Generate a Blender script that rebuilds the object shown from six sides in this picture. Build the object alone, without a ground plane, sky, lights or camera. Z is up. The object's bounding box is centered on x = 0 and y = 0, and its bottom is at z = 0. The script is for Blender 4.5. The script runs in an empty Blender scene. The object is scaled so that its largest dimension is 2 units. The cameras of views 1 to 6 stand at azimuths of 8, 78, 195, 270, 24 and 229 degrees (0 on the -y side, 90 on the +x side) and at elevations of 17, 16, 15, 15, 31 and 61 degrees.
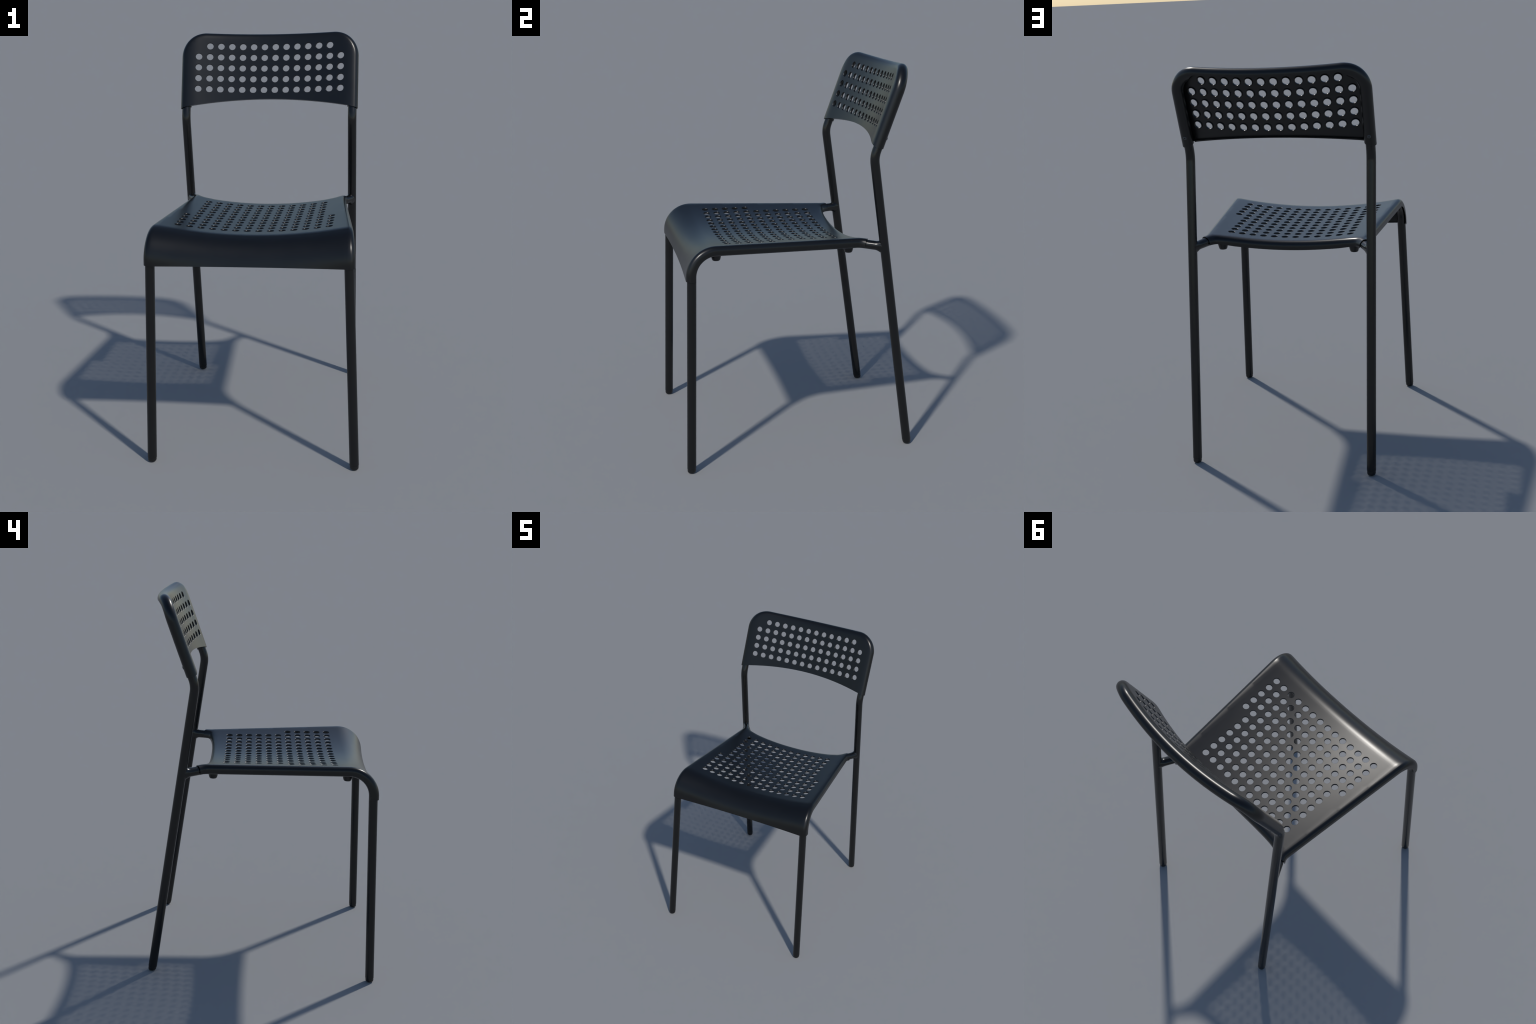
"""Black stacking chair: bent steel tube frame, perforated plastic seat and backrest."""
import bpy, bmesh, math
from math import sin, cos, pi, sqrt, radians
from mathutils import Vector
from mathutils.geometry import delaunay_2d_cdt

# ------------------------------------------------------------------ sizes (metres)
TUBE_R = 0.0231           # steel tube radius
ROLL_R = 0.0290           # radius of the shell edge rolled over the tube
LEAN = radians(20.5)      # backrest lean
HOLE_R = 0.0176           # clear radius of the punched holes
HOLE_EASE = 0.0014        # rounding at both rims of a hole
SEAT_PITCH = 0.0566
BACK_PITCH = 0.0592


# ------------------------------------------------------------------ materials
def material(name, colour, rough, grain=0.0, grain_scale=400.0, metallic=0.0, vary=0.12, spec=0.5):
    m = bpy.data.materials.new(name)
    m.use_nodes = True
    nt = m.node_tree
    b = nt.nodes["Principled BSDF"]
    b.inputs["Metallic"].default_value = metallic
    b.inputs["Specular IOR Level"].default_value = spec
    tc = nt.nodes.new("ShaderNodeTexCoord")
    cloud = nt.nodes.new("ShaderNodeTexNoise")
    cloud.inputs["Scale"].default_value = 9.0
    cloud.inputs["Detail"].default_value = 4.0
    nt.links.new(tc.outputs["Object"], cloud.inputs["Vector"])
    ramp = nt.nodes.new("ShaderNodeValToRGB")
    ramp.color_ramp.elements[0].position = 0.3
    ramp.color_ramp.elements[1].position = 0.7
    ramp.color_ramp.elements[0].color = (*[c * (1 - vary) for c in colour], 1)
    ramp.color_ramp.elements[1].color = (*[c * (1 + vary) for c in colour], 1)
    nt.links.new(cloud.outputs["Fac"], ramp.inputs["Fac"])
    nt.links.new(ramp.outputs["Color"], b.inputs["Base Color"])
    rr = nt.nodes.new("ShaderNodeMapRange")
    rr.inputs["To Min"].default_value = rough - 0.02
    rr.inputs["To Max"].default_value = rough + 0.02
    nt.links.new(cloud.outputs["Fac"], rr.inputs["Value"])
    nt.links.new(rr.outputs["Result"], b.inputs["Roughness"])
    if grain > 0:
        fine = nt.nodes.new("ShaderNodeTexNoise")
        fine.inputs["Scale"].default_value = grain_scale
        nt.links.new(tc.outputs["Object"], fine.inputs["Vector"])
        bump = nt.nodes.new("ShaderNodeBump")
        bump.inputs["Strength"].default_value = grain
        bump.inputs["Distance"].default_value = 0.0006
        nt.links.new(fine.outputs["Fac"], bump.inputs["Height"])
        nt.links.new(bump.outputs["Normal"], b.inputs["Normal"])
    return m


PLASTIC = material("black_plastic", (0.0045, 0.0047, 0.0049), 0.31)
METAL = material("black_powder_coat", (0.0056, 0.0058, 0.0060), 0.22)
RUBBER = material("black_foot_plastic", (0.0055, 0.0056, 0.0058), 0.34)
STEEL = material("dark_screw_steel", (0.050, 0.054, 0.060), 0.38, metallic=0.0)


# ------------------------------------------------------------------ object helpers
def finish(name, bm, mat, parent, sharp=38):
    bmesh.ops.recalc_face_normals(bm, faces=bm.faces)
    for f in bm.faces:
        f.smooth = True
    for e in bm.edges:          # hole rims are marked beforehand, other edges by their angle
        e.smooth = e.smooth and (not e.is_manifold or e.calc_face_angle(0.0) < radians(sharp))
    # walls of the holes carry their own soft normals
    soft = {}
    lay_n, lay_w = bm.verts.layers.float_vector.get("wall_n"), bm.faces.layers.int.get("wall")
    if lay_n:
        bm.faces.index_update()
        for f in bm.faces:
            if f[lay_w]:
                soft[f.index] = [Vector(v[lay_n]) for v in f.verts]
        bm.verts.layers.float_vector.remove(lay_n)
        bm.faces.layers.int.remove(bm.faces.layers.int.get("wall"))
    me = bpy.data.meshes.new(name)
    bm.to_mesh(me)
    bm.free()
    me.materials.append(mat)
    if soft:
        normals = [Vector(c.vector) for c in me.corner_normals]
        for i, ns in soft.items():
            for k, nn in zip(me.polygons[i].loop_indices, ns):
                normals[k] = nn
        me.normals_split_custom_set(normals)
    ob = bpy.data.objects.new(name, me)
    bpy.context.scene.collection.objects.link(ob)
    if parent:
        ob.parent = parent
    return ob


def fillet_path(points, radii, step=0.01, arc_n=14):
    """Polyline through points; inner corners rounded by arcs of the given radii."""
    P = [Vector(p) for p in points]
    out = [P[0]]

    def run(a, b):
        n = max(1, int((b - a).length / step))
        for i in range(1, n + 1):
            out.append(a.lerp(b, i / n))
    here = P[0]
    for i in range(1, len(P) - 1):
        a, c = (P[i - 1] - P[i]).normalized(), (P[i + 1] - P[i]).normalized()
        half = a.angle(c) / 2
        t = radii[i - 1] / math.tan(half)
        p0, p1 = P[i] + a * t, P[i] + c * t
        centre = P[i] + (a + c).normalized() * radii[i - 1] / sin(half)
        run(here, p0)
        v0, v1 = p0 - centre, p1 - centre
        ang = v0.angle(v1)
        for k in range(1, arc_n + 1):
            f = k / arc_n
            out.append(centre + (v0 * sin((1 - f) * ang) + v1 * sin(f * ang)) / sin(ang))
        here = p1
    run(here, P[-1])
    return out


def tube_mesh(path, radius, seg=32, stretch=None, flat_start=False):
    """Sweep a round section along a path. stretch(i) scales it along z near a weld."""
    bm = bmesh.new()
    rings = []
    ref = Vector((1, 0, 0))
    for i, p in enumerate(path):
        t = (path[min(i + 1, len(path) - 1)] - path[max(i - 1, 0)]).normalized()
        ref = (ref - t * ref.dot(t)).normalized()
        side = t.cross(ref)
        k = stretch(i) if stretch else 1.0
        ring = []
        for j in range(seg):
            a = 2 * pi * j / seg
            o = (ref * cos(a) + side * sin(a)) * radius
            o.z *= k
            ring.append(bm.verts.new(p + o))
        rings.append(ring)
    for r0, r1 in zip(rings, rings[1:]):
        for j in range(seg):
            bm.faces.new((r0[j], r0[(j + 1) % seg], r1[(j + 1) % seg], r1[j]))
    bm.faces.new(rings[0])
    bm.faces.new(rings[-1])
    return bm


def lathe(profile, origin, axis, seg=32):
    """profile: (radius, height) pairs turned about axis through origin."""
    bm = bmesh.new()
    axis = Vector(axis).normalized()
    u = axis.orthogonal().normalized()
    v = axis.cross(u)
    rings = []
    for r, h in profile:
        c = Vector(origin) + axis * h
        if r < 1e-6:
            rings.append([bm.verts.new(c)])
        else:
            rings.append([bm.verts.new(c + (u * cos(2 * pi * j / seg) + v * sin(2 * pi * j / seg)) * r) for j in range(seg)])
    for a, b in zip(rings, rings[1:]):
        for j in range(seg):
            q = [a[j % len(a)], a[(j + 1) % len(a)], b[(j + 1) % len(b)], b[j % len(b)]]
            q = list(dict.fromkeys(q))
            if len(q) > 2:
                bm.faces.new(q)
    return bm


def mirrored(p):
    return Vector((-p[0], *p[1:]))


# ------------------------------------------------------------------ perforated shell builder
def rows_from_edge(pts, insets):
    """Offset copies of an edge polyline (a, b), to its left side."""
    n = len(pts)
    normals = []
    for i in range(n):
        d = (pts[min(i + 1, n - 1)] - pts[max(i - 1, 0)]).normalized()
        normals.append(Vector((-d.y, d.x)))
    return [[p + m * t for p, m in zip(pts, normals)] for t in insets], normals


def seg_distance(p, a, b):
    ab = b - a
    f = max(0.0, min(1.0, (p - a).dot(ab) / max(ab.length_squared, 1e-12)))
    return (p - (a + ab * f)).length


def perforated_shell(place, edges, closings, roll, skirt, holes, thick, collar=0.0, grid=(0.018, 0.0135)):
    """A sheet with rolled edges, a skirt behind them and round holes, given thickness.
    place(a, b, drop): point of the sheet at (a, b), sunk by drop.
    edges: rolled edges in order, sheet to the left; closings[i]: plain cut points
    between the end of edge i and the start of the next one."""
    bm = bmesh.new()
    lay_n = bm.verts.layers.float_vector.new("wall_n")
    lay_w = bm.faces.layers.int.new("wall")
    alphas = [radians(x) for x in (0, 11, 22, 33, 44, 55, 66, 76)]
    insets = [roll * (1 - cos(a)) for a in alphas]
    drops = [roll * (1 - sin(a)) for a in alphas]
    loop2d, loopv = [], []
    vt = {}

    def add(a, b, drop, t):
        v = bm.verts.new(place(a, b, drop))
        vt[v] = t
        return v
    for e, pts in enumerate(edges):
        rows2d, normals = rows_from_edge(pts, insets)
        rows = [[add(p.x, p.y, d, t) for p in row] for row, d, t in zip(rows2d, drops, insets)]
        n = len(pts)
        back = []
        for i in range(n):
            back.append([add((pts[i] + normals[i] * t).x, (pts[i] + normals[i] * t).y, d, 0.0) for t, d in skirt(e, i / (n - 1))])
        grid_rows = [[c[k] for c in back] for k in range(len(back[0]) - 1, -1, -1)] + rows
        for r0, r1 in zip(grid_rows, grid_rows[1:]):
            for i in range(n - 1):
                bm.faces.new((r0[i], r0[i + 1], r1[i + 1], r1[i]))
        loop2d += rows2d[-1]
        loopv += rows[-1]
        # a plain cut: the cut runs along the strip ends by itself, then over these points
        for p in closings[e]:
            loop2d.append(p)
            loopv.append(add(p.x, p.y, depth_at(p, edges, roll), 1.0))
    # interior: loop + hole circles + grid points
    verts, vmap = list(loop2d), list(loopv)
    cons = [(i, (i + 1) % len(loop2d)) for i in range(len(loop2d))]
    seg = 28
    hole_rings = []
    for c in holes:
        base = len(verts)
        for j in range(seg):
            a = 2 * pi * j / seg
            p = c + Vector((cos(a), sin(a))) * (HOLE_R + HOLE_EASE)
            verts.append(p)
            vmap.append(add(p.x, p.y, depth_at(p, edges, roll), 1.0))
        cons += [(base + j, base + (j + 1) % seg) for j in range(seg)]
        hole_rings.append(list(range(base, base + seg)))
        for j in range(14):       # a supporting ring keeps triangles even
            a = 2 * pi * (j + 0.5) / 14
            p = c + Vector((cos(a), sin(a))) * (HOLE_R + HOLE_EASE + 0.0052)
            verts.append(p)
            vmap.append(add(p.x, p.y, depth_at(p, edges, roll), 1.0))
    n_loop = len(loop2d)
    lo = Vector((min(p.x for p in loop2d), min(p.y for p in loop2d)))
    hi = Vector((max(p.x for p in loop2d), max(p.y for p in loop2d)))
    na, nb = int((hi.x - lo.x) / grid[0]), int((hi.y - lo.y) / grid[1])
    for i in range(1, na):
        for j in range(1, nb):
            p = Vector((lo.x + (hi.x - lo.x) * i / na, lo.y + (hi.y - lo.y) * j / nb))
            if not inside(p, loop2d):
                continue
            if min(seg_distance(p, loop2d[k], loop2d[(k + 1) % n_loop]) for k in range(n_loop)) < 0.006:
                continue
            if any((p - c).length < HOLE_R + 0.013 for c in holes):
                continue
            verts.append(p)
            vmap.append(add(p.x, p.y, depth_at(p, edges, roll), 1.0))
    res = delaunay_2d_cdt([Vector((p.x, p.y)) for p in verts], cons, [], 0, 1e-7)
    faces, orig = res[2], res[3]
    hole_c = list(holes)
    for f in faces:
        ids = [orig[k][0] for k in f]
        c = sum((verts[k] for k in ids), Vector((0, 0))) / len(ids)
        if not inside(c, loop2d) or any((c - h).length < HOLE_R + HOLE_EASE * 0.9 for h in hole_c if abs(c.x - h.x) < 0.03):
            continue
        try:
            bm.faces.new([vmap[k] for k in ids])
        except ValueError:
            pass
    bmesh.ops.delete(bm, geom=[v for v in bm.verts if not v.link_faces], context="VERTS")
    bmesh.ops.recalc_face_normals(bm, faces=bm.faces)
    # make normals point to the show side
    ref = place(0.0, edges_mid(edges), 0.0)
    up = ref - place(0.0, edges_mid(edges), 0.01)
    near = min((f for f in bm.faces), key=lambda f: (f.calc_center_median() - ref).length)
    if near.normal.dot(up) < 0:
        bmesh.ops.reverse_faces(bm, faces=bm.faces)
    bm.normal_update()
    # inner surface
    front_faces = list(bm.faces)
    front_verts = list(bm.verts)
    hole_vert = set()
    for ring in hole_rings:
        hole_vert.update(vmap[k] for k in ring)
    normal = {v: v.normal.copy() for v in front_verts}
    inner = {v: bm.verts.new(v.co - normal[v] * thick(vt[v], v)) for v in front_verts}
    rim = [e for e in bm.edges if e.is_boundary]
    for f in front_faces:
        bm.faces.new([inner[v] for v in reversed(f.verts)])
    for e in rim:
        a, b = e.verts
        if a in hole_vert and b in hole_vert:
            continue
        bm.faces.new((a, b, inner[b], inner[a]))
    # hole walls: eased rim, straight wall, optional collar behind the sheet
    for ring in hole_rings:
        vs = [vmap[k] for k in ring]
        mid = sum((v.co for v in vs), Vector()) / seg
        midn = sum((normal[v] for v in vs), Vector()).normalized()
        T = (vs[0].co - inner[vs[0]].co).length + collar
        # radius, depth, tilt of the shading normal towards the front (+) or back (-)
        steps = [(HOLE_R + HOLE_EASE * 0.35, HOLE_EASE * 0.6, 0.95), (HOLE_R, HOLE_EASE * 2.0, 0.50), (HOLE_R, T * 0.55, 0.0), (HOLE_R, T - HOLE_EASE, -0.25), (HOLE_R + HOLE_EASE * 0.4, T - HOLE_EASE * 0.3, -0.7)]
        if collar:
            steps += [(0.0200, T, -3.0), (0.0212, T - 0.0006, None), (0.0219, T - 0.0020, None), (0.0226, T - collar - 0.0010, None)]
        levels = [vs]
        for v in vs:
            inward = (mid - v.co).normalized()
            v[lay_n] = (inward + normal[v] * 1.8).normalized()
        for r, d, tilt in steps:
            lev = []
            for v in vs:
                radial = v.co - mid
                radial -= midn * radial.dot(midn)
                w = bm.verts.new(v.co + radial * (r / (HOLE_R + HOLE_EASE) - 1) - normal[v] * d)
                if tilt is not None:
                    w[lay_n] = (normal[v] * tilt - radial.normalized()).normalized()
                lev.append(w)
            levels.append(lev)
        if not collar:
            levels.append([inner[v] for v in vs])
        for j in range(seg):
            bm.edges.get((vs[j], vs[(j + 1) % seg])).smooth = False
        for k, (l0, l1) in enumerate(zip(levels, levels[1:])):
            for j in range(seg):
                f = bm.faces.new((l0[j], l0[(j + 1) % seg], l1[(j + 1) % seg], l1[j]))
                f[lay_w] = 1 if k < 5 else 0
    return bm


def edges_mid(edges):
    ys = [p.y for e in edges for p in e]
    return (min(ys) + max(ys)) / 2


def inside(p, loop):
    r, j = False, len(loop) - 1
    for i in range(len(loop)):
        a, b = loop[i], loop[j]
        if (a.y > p.y) != (b.y > p.y) and p.x < (b.x - a.x) * (p.y - a.y) / (b.y - a.y) + a.x:
            r = not r
        j = i
    return r


def depth_at(p, edges, roll):
    """How far the rolled edge has sunk the sheet at p."""
    t = roll
    for pts in edges:
        for a, b in zip(pts, pts[1:]):
            if abs(p.x - a.x) < 0.06 and abs(p.y - a.y) < 0.06:
                t = min(t, seg_distance(p, a, b))
    return roll - sqrt(max(0.0, roll * roll - (roll - t) ** 2))


# ------------------------------------------------------------------ the chair
chair = bpy.data.objects.new("chair", None)
bpy.context.scene.collection.objects.link(chair)
chair["label"] = "black metal tube chair with perforated plastic seat and backrest"
chair["category"] = "chair"

# ---- frame paths (right-hand side, x > 0)
FOOT_FRONT = Vector((0.5018, -0.5855, 0.0))
KNEE = Vector((0.4665, -0.5368, 1.1507))       # front leg turns into the seat rail
KINK = Vector((0.3905, 0.3330, 1.1142))        # rail turns out to the rear leg
WELD = Vector((0.4505, 0.4423, 1.1045))
FOOT_REAR = Vector((0.4515, 0.5858, 0.0))
BEND = Vector((0.4510, 0.3825, 1.5640))
BACK_O = Vector((0.0, 0.3956, 1.6000))         # origin of the backrest frame, on the post axes
UP = Vector((0.0, sin(LEAN), cos(LEAN)))
REARWARD = Vector((0.0, cos(LEAN), -sin(LEAN)))
POST_X = 0.4515

front_path = fillet_path([FOOT_FRONT, KNEE, KINK, WELD], [0.122, 0.07], step=0.012, arc_n=20)
post_top = BACK_O + UP * 0.285 + Vector((POST_X, 0, 0))
rear_path = fillet_path([FOOT_REAR, BEND, post_top], [0.14], step=0.02, arc_n=14)

split = next(i for i, p in enumerate(front_path) if p.z > 1.030)
leg_path = [p for p in front_path[:split + 1] if p.z > 0.022]
rail_path = front_path[split:]
rear_leg_path = [p for p in rear_path if p.z > 0.022]


def foot_start(foot, path):
    d = (path[3] - foot).normalized()
    return foot + d * (0.022 / d.z)


leg_path = [foot_start(FOOT_FRONT, leg_path)] + leg_path
rear_leg_path = [foot_start(FOOT_REAR, rear_leg_path)] + rear_leg_path


def weld_flare(path):
    end = path[-1]

    def k(i):
        d = (path[i] - end).length
        f = max(0.0, min(1.0, (0.046 - d) / 0.026))
        return 1.0 + 0.42 * f * f
    return k


# denser rings close to the weld so that the flare is smooth
tail = [p for p in rail_path if (p - WELD).length > 0.05]
head = tail[-1]
rail_path = tail + [head.lerp(WELD, (i + 1) / 14) for i in range(14)]

for sign in (1, -1):
    m = (lambda p: Vector(p)) if sign > 0 else mirrored
    for path, foot in ((leg_path, FOOT_FRONT), (rear_leg_path, FOOT_REAR)):
        leg = finish("leg", tube_mesh([m(p) for p in path], TUBE_R), METAL, chair)
        # foot plug: level rings that follow the slant of the leg
        bm = bmesh.new()
        rings = []
        slope = (path[2] - foot) / (path[2] - foot).z
        for r, z in ((0.0, 0.0), (0.0125, 0.0), (0.0160, 0.0006), (0.0190, 0.0026), (0.0209, 0.0060), (0.0217, 0.0105), (0.0217, 0.0235), (0.0200, 0.0240)):
            c = m(foot + slope * z)
            rings.append([bm.verts.new(c + Vector((cos(2 * pi * j / 32), sin(2 * pi * j / 32), 0)) * r) for j in range(32)] if r else [bm.verts.new(c)])
        for a, b in zip(rings, rings[1:]):
            for j in range(32):
                q = list(dict.fromkeys([a[j % len(a)], a[(j + 1) % 32 % len(a)], b[(j + 1) % 32], b[j]]))
                bm.faces.new(q)
        finish("foot_cap", bm, RUBBER, leg)
    finish("seat_rail", tube_mesh([m(p) for p in rail_path], TUBE_R, stretch=weld_flare(rail_path)), METAL, chair)

# ---- seat: a sheet in (x, s), s = length along the side view of the rail, from the rear
side_view = list(reversed([p for p in front_path if p.z > 0.95]))
S_LEN = [0.0]
for a, b in zip(side_view, side_view[1:]):
    S_LEN.append(S_LEN[-1] + (b - a).yz.length)


def rail_at(s):
    s = max(0.0, min(S_LEN[-1] - 1e-6, s))
    i = max(k for k in range(len(S_LEN) - 1) if S_LEN[k] <= s)
    f = (s - S_LEN[i]) / (S_LEN[i + 1] - S_LEN[i])
    p = side_view[i].lerp(side_view[i + 1], f)
    d0 = (side_view[i + 1] - side_view[max(i - 1, 0)]).yz.normalized()
    d1 = (side_view[min(i + 2, len(side_view) - 1)] - side_view[i]).yz.normalized()
    d = d0.lerp(d1, f).normalized()
    return p, Vector((0.0, d.y, -d.x))


def s_of_y(y):
    for i in range(len(side_view) - 1):
        if side_view[i].y >= y >= side_view[i + 1].y:
            return S_LEN[i] + (S_LEN[i + 1] - S_LEN[i]) * (side_view[i].y - y) / (side_view[i].y - side_view[i + 1].y)


def s_of_z(z):
    for i in range(len(side_view) - 2, 0, -1):
        if side_view[i].z >= z >= side_view[i + 1].z:
            return S_LEN[i] + (S_LEN[i + 1] - S_LEN[i]) * (side_view[i].z - z) / (side_view[i].z - side_view[i + 1].z)


S_TIP, S_BOTTOM = s_of_y(0.3625), s_of_z(1.0095)
S_HOLLOW_FRONT, S_KNEE = s_of_y(-0.35), s_of_y(-0.41)


def seat_place(x, s, drop):
    p, n = rail_at(s)
    w = p.x
    f = max(0.0, min(1.0, s / S_HOLLOW_FRONT))
    hollow = 0.0346 + 0.0089 * f
    g = max(0.0, min(1.0, (s - S_KNEE) / (S_BOTTOM - S_KNEE)))    # the apron straightens towards its lower edge
    hollow *= 1 - 0.72 * g ** 1.9
    sink = hollow * (1 - (x / w) ** 2)
    if s < s_rear:                     # the ears are plain half tubes round the rail
        f = max(0.0, min(1.0, (s_rear - s) / 0.05))
        side = max(-1.0, min(1.0, (abs(x) - w) / ROLL_R))
        if side > -1.0:
            sink *= 1 - 0.7 * f * (1 - max(0.0, -side))
    h = ROLL_R - sink - drop
    return Vector((x, p.y, p.z)) + n * h


s_rear = s_of_y(0.31)


def offset_of_axis(side):
    """The rolled edge seen flat: the rail axis moved sideways by the roll radius."""
    n = 110
    axis = [Vector((rail_at(s)[0].x, s)) for s in [S_TIP + (S_BOTTOM - S_TIP) * i / n for i in range(n + 1)]]
    moved, _ = rows_from_edge(axis, [-side * ROLL_R])
    return axis, moved[0]


axis2d, outer = offset_of_axis(1)
_, inner_ear = offset_of_axis(-1)
# rear edge: nearly straight, then swinging back along the inside of the ear
ear = [p for p, a in zip(inner_ear, axis2d) if a.y < s_of_y(0.350)]
rear_half = [(0.0, 0.3150), (0.10, 0.3156), (0.18, 0.3176), (0.245, 0.3210), (0.295, 0.3262), (0.332, 0.3340), (0.356, 0.3430)]
ctrl = [Vector((x, s_of_y(y))) for x, y in rear_half] + list(reversed(ear))


def spline(pts, n):
    """Catmull-Rom through pts, evenly resampled."""
    dense = []
    for i in range(len(pts) - 1):
        p0, p1, p2, p3 = pts[max(i - 1, 0)], pts[i], pts[i + 1], pts[min(i + 2, len(pts) - 1)]
        for k in range(24):
            t = k / 24
            dense.append(0.5 * ((2 * p1) + (p2 - p0) * t + (2 * p0 - 5 * p1 + 4 * p2 - p3) * t * t + (3 * p1 - p0 - 3 * p2 + p3) * t ** 3))
    dense.append(pts[-1])
    L = [0.0]
    for a, b in zip(dense, dense[1:]):
        L.append(L[-1] + (b - a).length)
    out, j = [], 0
    for i in range(n + 1):
        d = L[-1] * i / n
        while j < len(L) - 2 and L[j + 1] < d:
            j += 1
        out.append(dense[j].lerp(dense[j + 1], (d - L[j]) / max(L[j + 1] - L[j], 1e-9)))
    return out


sym = [Vector((-p.x, p.y)) for p in reversed(ctrl[1:])] + ctrl
rear_edge = spline(sym, 120)                                     # left tip -> right tip
rear_edge[0], rear_edge[-1] = Vector((-ear[0].x, ear[0].y)), ear[0].copy()
outer_right = outer                                              # tip -> apron bottom
outer_left = [Vector((-p.x, p.y)) for p in reversed(outer)]      # apron bottom -> tip
# the sheet lies to the left of every edge: walk round it in (x, s)
seat_edges = [outer_right, outer_left, rear_edge]
half_bottom = outer_right[-1].x - ROLL_R
nb = 44
seat_closings = [[Vector((half_bottom - 2 * half_bottom * i / nb, S_BOTTOM)) for i in range(1, nb)], [], []]
SEAT_SKIRT = 0.0180


def seat_skirt(e, f):
    length = SEAT_SKIRT
    if e == 2:                          # the rear lip runs out along the ears
        length *= 0.40 + 0.40 * min(1.0, min(f, 1 - f) / 0.16)
    return [(0.0, ROLL_R + length * k / 3) for k in (1, 2, 3)]


seat_holes = []
for k in range(11):
    s = s_of_y(-0.3460 + SEAT_PITCH * k)
    cols = 7 if k < 5 else 6
    for j in range(cols):
        for sg in (1, -1):
            seat_holes.append(Vector((sg * SEAT_PITCH * (j + 0.5), s)))


def seat_thick(t, v):
    return 0.0035 if t < 0.5 else 0.0108


def back_thick(t, v):
    return 0.0035 if t < 0.5 else 0.0068


bm = perforated_shell(seat_place, seat_edges, seat_closings, ROLL_R, seat_skirt, seat_holes, seat_thick)

# stiffening lip inside the bottom of the apron
n = 40
half = half_bottom - 0.006
ring_rows = []
for i in range(n + 1):
    x = -half + 2 * half * i / n
    a = seat_place(x, S_BOTTOM - 0.0005, 0.004)
    b = seat_place(x, S_BOTTOM - 0.0005, 0.014)
    c = seat_place(x, S_BOTTOM - 0.0060, 0.014)
    d = seat_place(x, S_BOTTOM - 0.0060, 0.004)
    ring_rows.append([bm.verts.new(q) for q in (a, b, c, d)])
for r0, r1 in zip(ring_rows, ring_rows[1:]):
    for j in range(4):
        bm.faces.new((r0[j], r0[(j + 1) % 4], r1[(j + 1) % 4], r1[j]))
bm.faces.new(ring_rows[0])
bm.faces.new(list(reversed(ring_rows[-1])))
seat = finish("seat", bm, PLASTIC, chair)

# ---- mounting bosses below the seat
for x, y, bottom, top in ((0.409, -0.410, 1.0870, 1.140), (0.341, 0.286, 1.0570, 1.100)):
    for sg in (1, -1):
        h = top - bottom
        b = lathe([(0.0, 0.006), (0.0095, 0.006), (0.0100, 0.0008), (0.0128, 0.0), (0.0175, 0.0012), (0.0204, 0.0050), (0.0222, 0.0110), (0.0270, 0.0300), (0.0275, h), (0.0, h)],
                  (sg * x, y, bottom), (0, 0, 1))
        finish("mounting_boss", b, PLASTIC, seat)

# ---- backrest: a sheet in (x, q), q = height along its leaning face; drop goes rearward
Q_TOP, Q_END, CORNER = 0.4325, 0.0020, 0.136
OUT_X = POST_X + 0.0290
BROLL = 0.0290
ARCH_FADE = 0.100


def back_depth(x):
    """Rearward position of the front face: hollow in the middle, reaching the posts' front."""
    x = abs(x)
    knee = 0.395
    if x < knee:
        return 0.0184 - 0.2680 * x * x
    d0, g = 0.0184 - 0.2680 * knee * knee, -2 * 0.2680 * knee
    u = x - knee
    span = POST_X - knee
    return d0 + g * (u - 0.5 * u * u / span)


D_EDGE = back_depth(POST_X)


def panel_bottom(x):
    """The lower edge arches up in the middle."""
    return 0.0685 - 0.252 * x * x


def back_place(x, q, drop):
    q += (panel_bottom(x) - Q_END) * max(0.0, 1 - (q - Q_END) / ARCH_FADE)
    return BACK_O + Vector((x, 0, 0)) + UP * q + REARWARD * (back_depth(min(abs(x), POST_X)) - 0.001 + drop)


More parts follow.
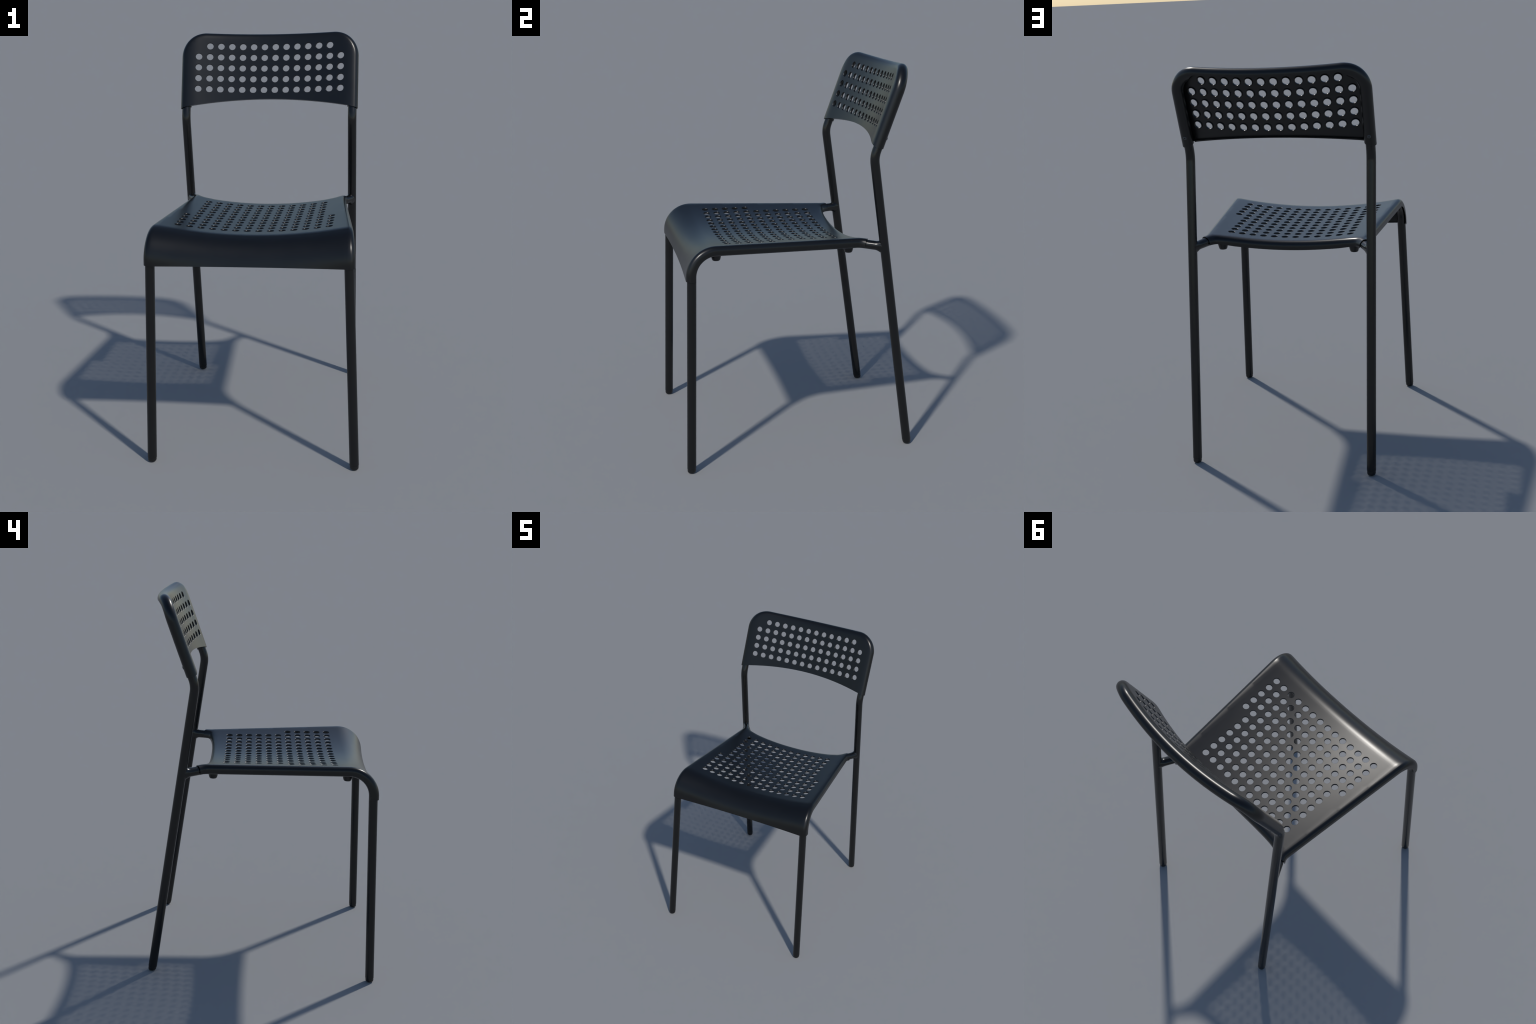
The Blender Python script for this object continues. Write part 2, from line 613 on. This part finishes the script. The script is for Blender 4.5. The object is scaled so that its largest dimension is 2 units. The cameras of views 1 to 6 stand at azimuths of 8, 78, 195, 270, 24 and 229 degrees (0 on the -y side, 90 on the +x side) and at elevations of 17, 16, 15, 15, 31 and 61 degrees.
right = [Vector((OUT_X, Q_END + (Q_TOP - CORNER - Q_END) * i / 30)) for i in range(30)]
cc = Vector((OUT_X - CORNER, Q_TOP - CORNER))
right += [cc + Vector((cos(a), sin(a))) * CORNER for a in [pi / 2 * i / 28 for i in range(29)]]
right += [Vector((cc.x * (1 - i / 34), Q_TOP)) for i in range(1, 35)]
back_edge = right + [Vector((-p.x, p.y)) for p in reversed(right[:-1])]
back_len = len(back_edge)


xb, nbk = 0.4200, 48
half_back = OUT_X - BROLL
back_bottom = [Vector((-half_back + 2 * half_back * i / nbk, Q_END)) for i in range(1, nbk)]


def back_skirt(e, f):
    """Roll goes on behind: a full sleeve round the posts, a half roll along the top."""
    i = min(f, 1 - f) * (back_len - 1)
    k = max(0.0, min(1.0, (i - 38) / 22))
    k = k * k * (3 - 2 * k)
    end = radians(232 * (1 - k) + 86 * k)
    return [(BROLL * (1 - cos(end * j / 12)), BROLL * (1 + sin(end * j / 12))) for j in range(1, 13)]


back_holes = []
for k in range(5):
    q = (1.718 - 1.6 + sin(LEAN) * back_depth(0.384)) / cos(LEAN) + BACK_PITCH * k
    for j in range(6 if k == 4 else 7):
        for sg in (1, -1):
            back_holes.append(Vector((sg * BACK_PITCH * (j + 0.5), q)))


bm = perforated_shell(back_place, [back_edge], [back_bottom], BROLL, back_skirt, back_holes, back_thick, collar=0.0052)
# lip behind the lower edge
ring_rows = []
for i in range(nbk + 1):
    x = -xb + 2 * xb * i / nbk
    q = Q_END
    ring_rows.append([bm.verts.new(back_place(x, q + dq, dd)) for dq, dd in ((0.0006, 0.008), (0.0006, 0.018), (0.0100, 0.018), (0.0100, 0.008))])
for r0, r1 in zip(ring_rows, ring_rows[1:]):
    for j in range(4):
        bm.faces.new((r0[j], r0[(j + 1) % 4], r1[(j + 1) % 4], r1[j]))
bm.faces.new(ring_rows[0])
bm.faces.new(list(reversed(ring_rows[-1])))
backrest = finish("backrest", bm, PLASTIC, chair)

# ---- screws through the back of the sleeves
for sg in (1, -1):
    o = BACK_O + Vector((sg * (POST_X + 0.0005), 0, 0)) + UP * 0.066 + REARWARD * (D_EDGE + 2 * BROLL - 0.0045)
    b = lathe([(0.0090, 0.0), (0.0090, 0.0030), (0.0080, 0.0046), (0.0060, 0.0054), (0.0036, 0.0056), (0.0030, 0.0052), (0.0030, 0.0020), (0.0, 0.0020)], o, REARWARD, seg=24)
    finish("screw", b, STEEL, backrest)
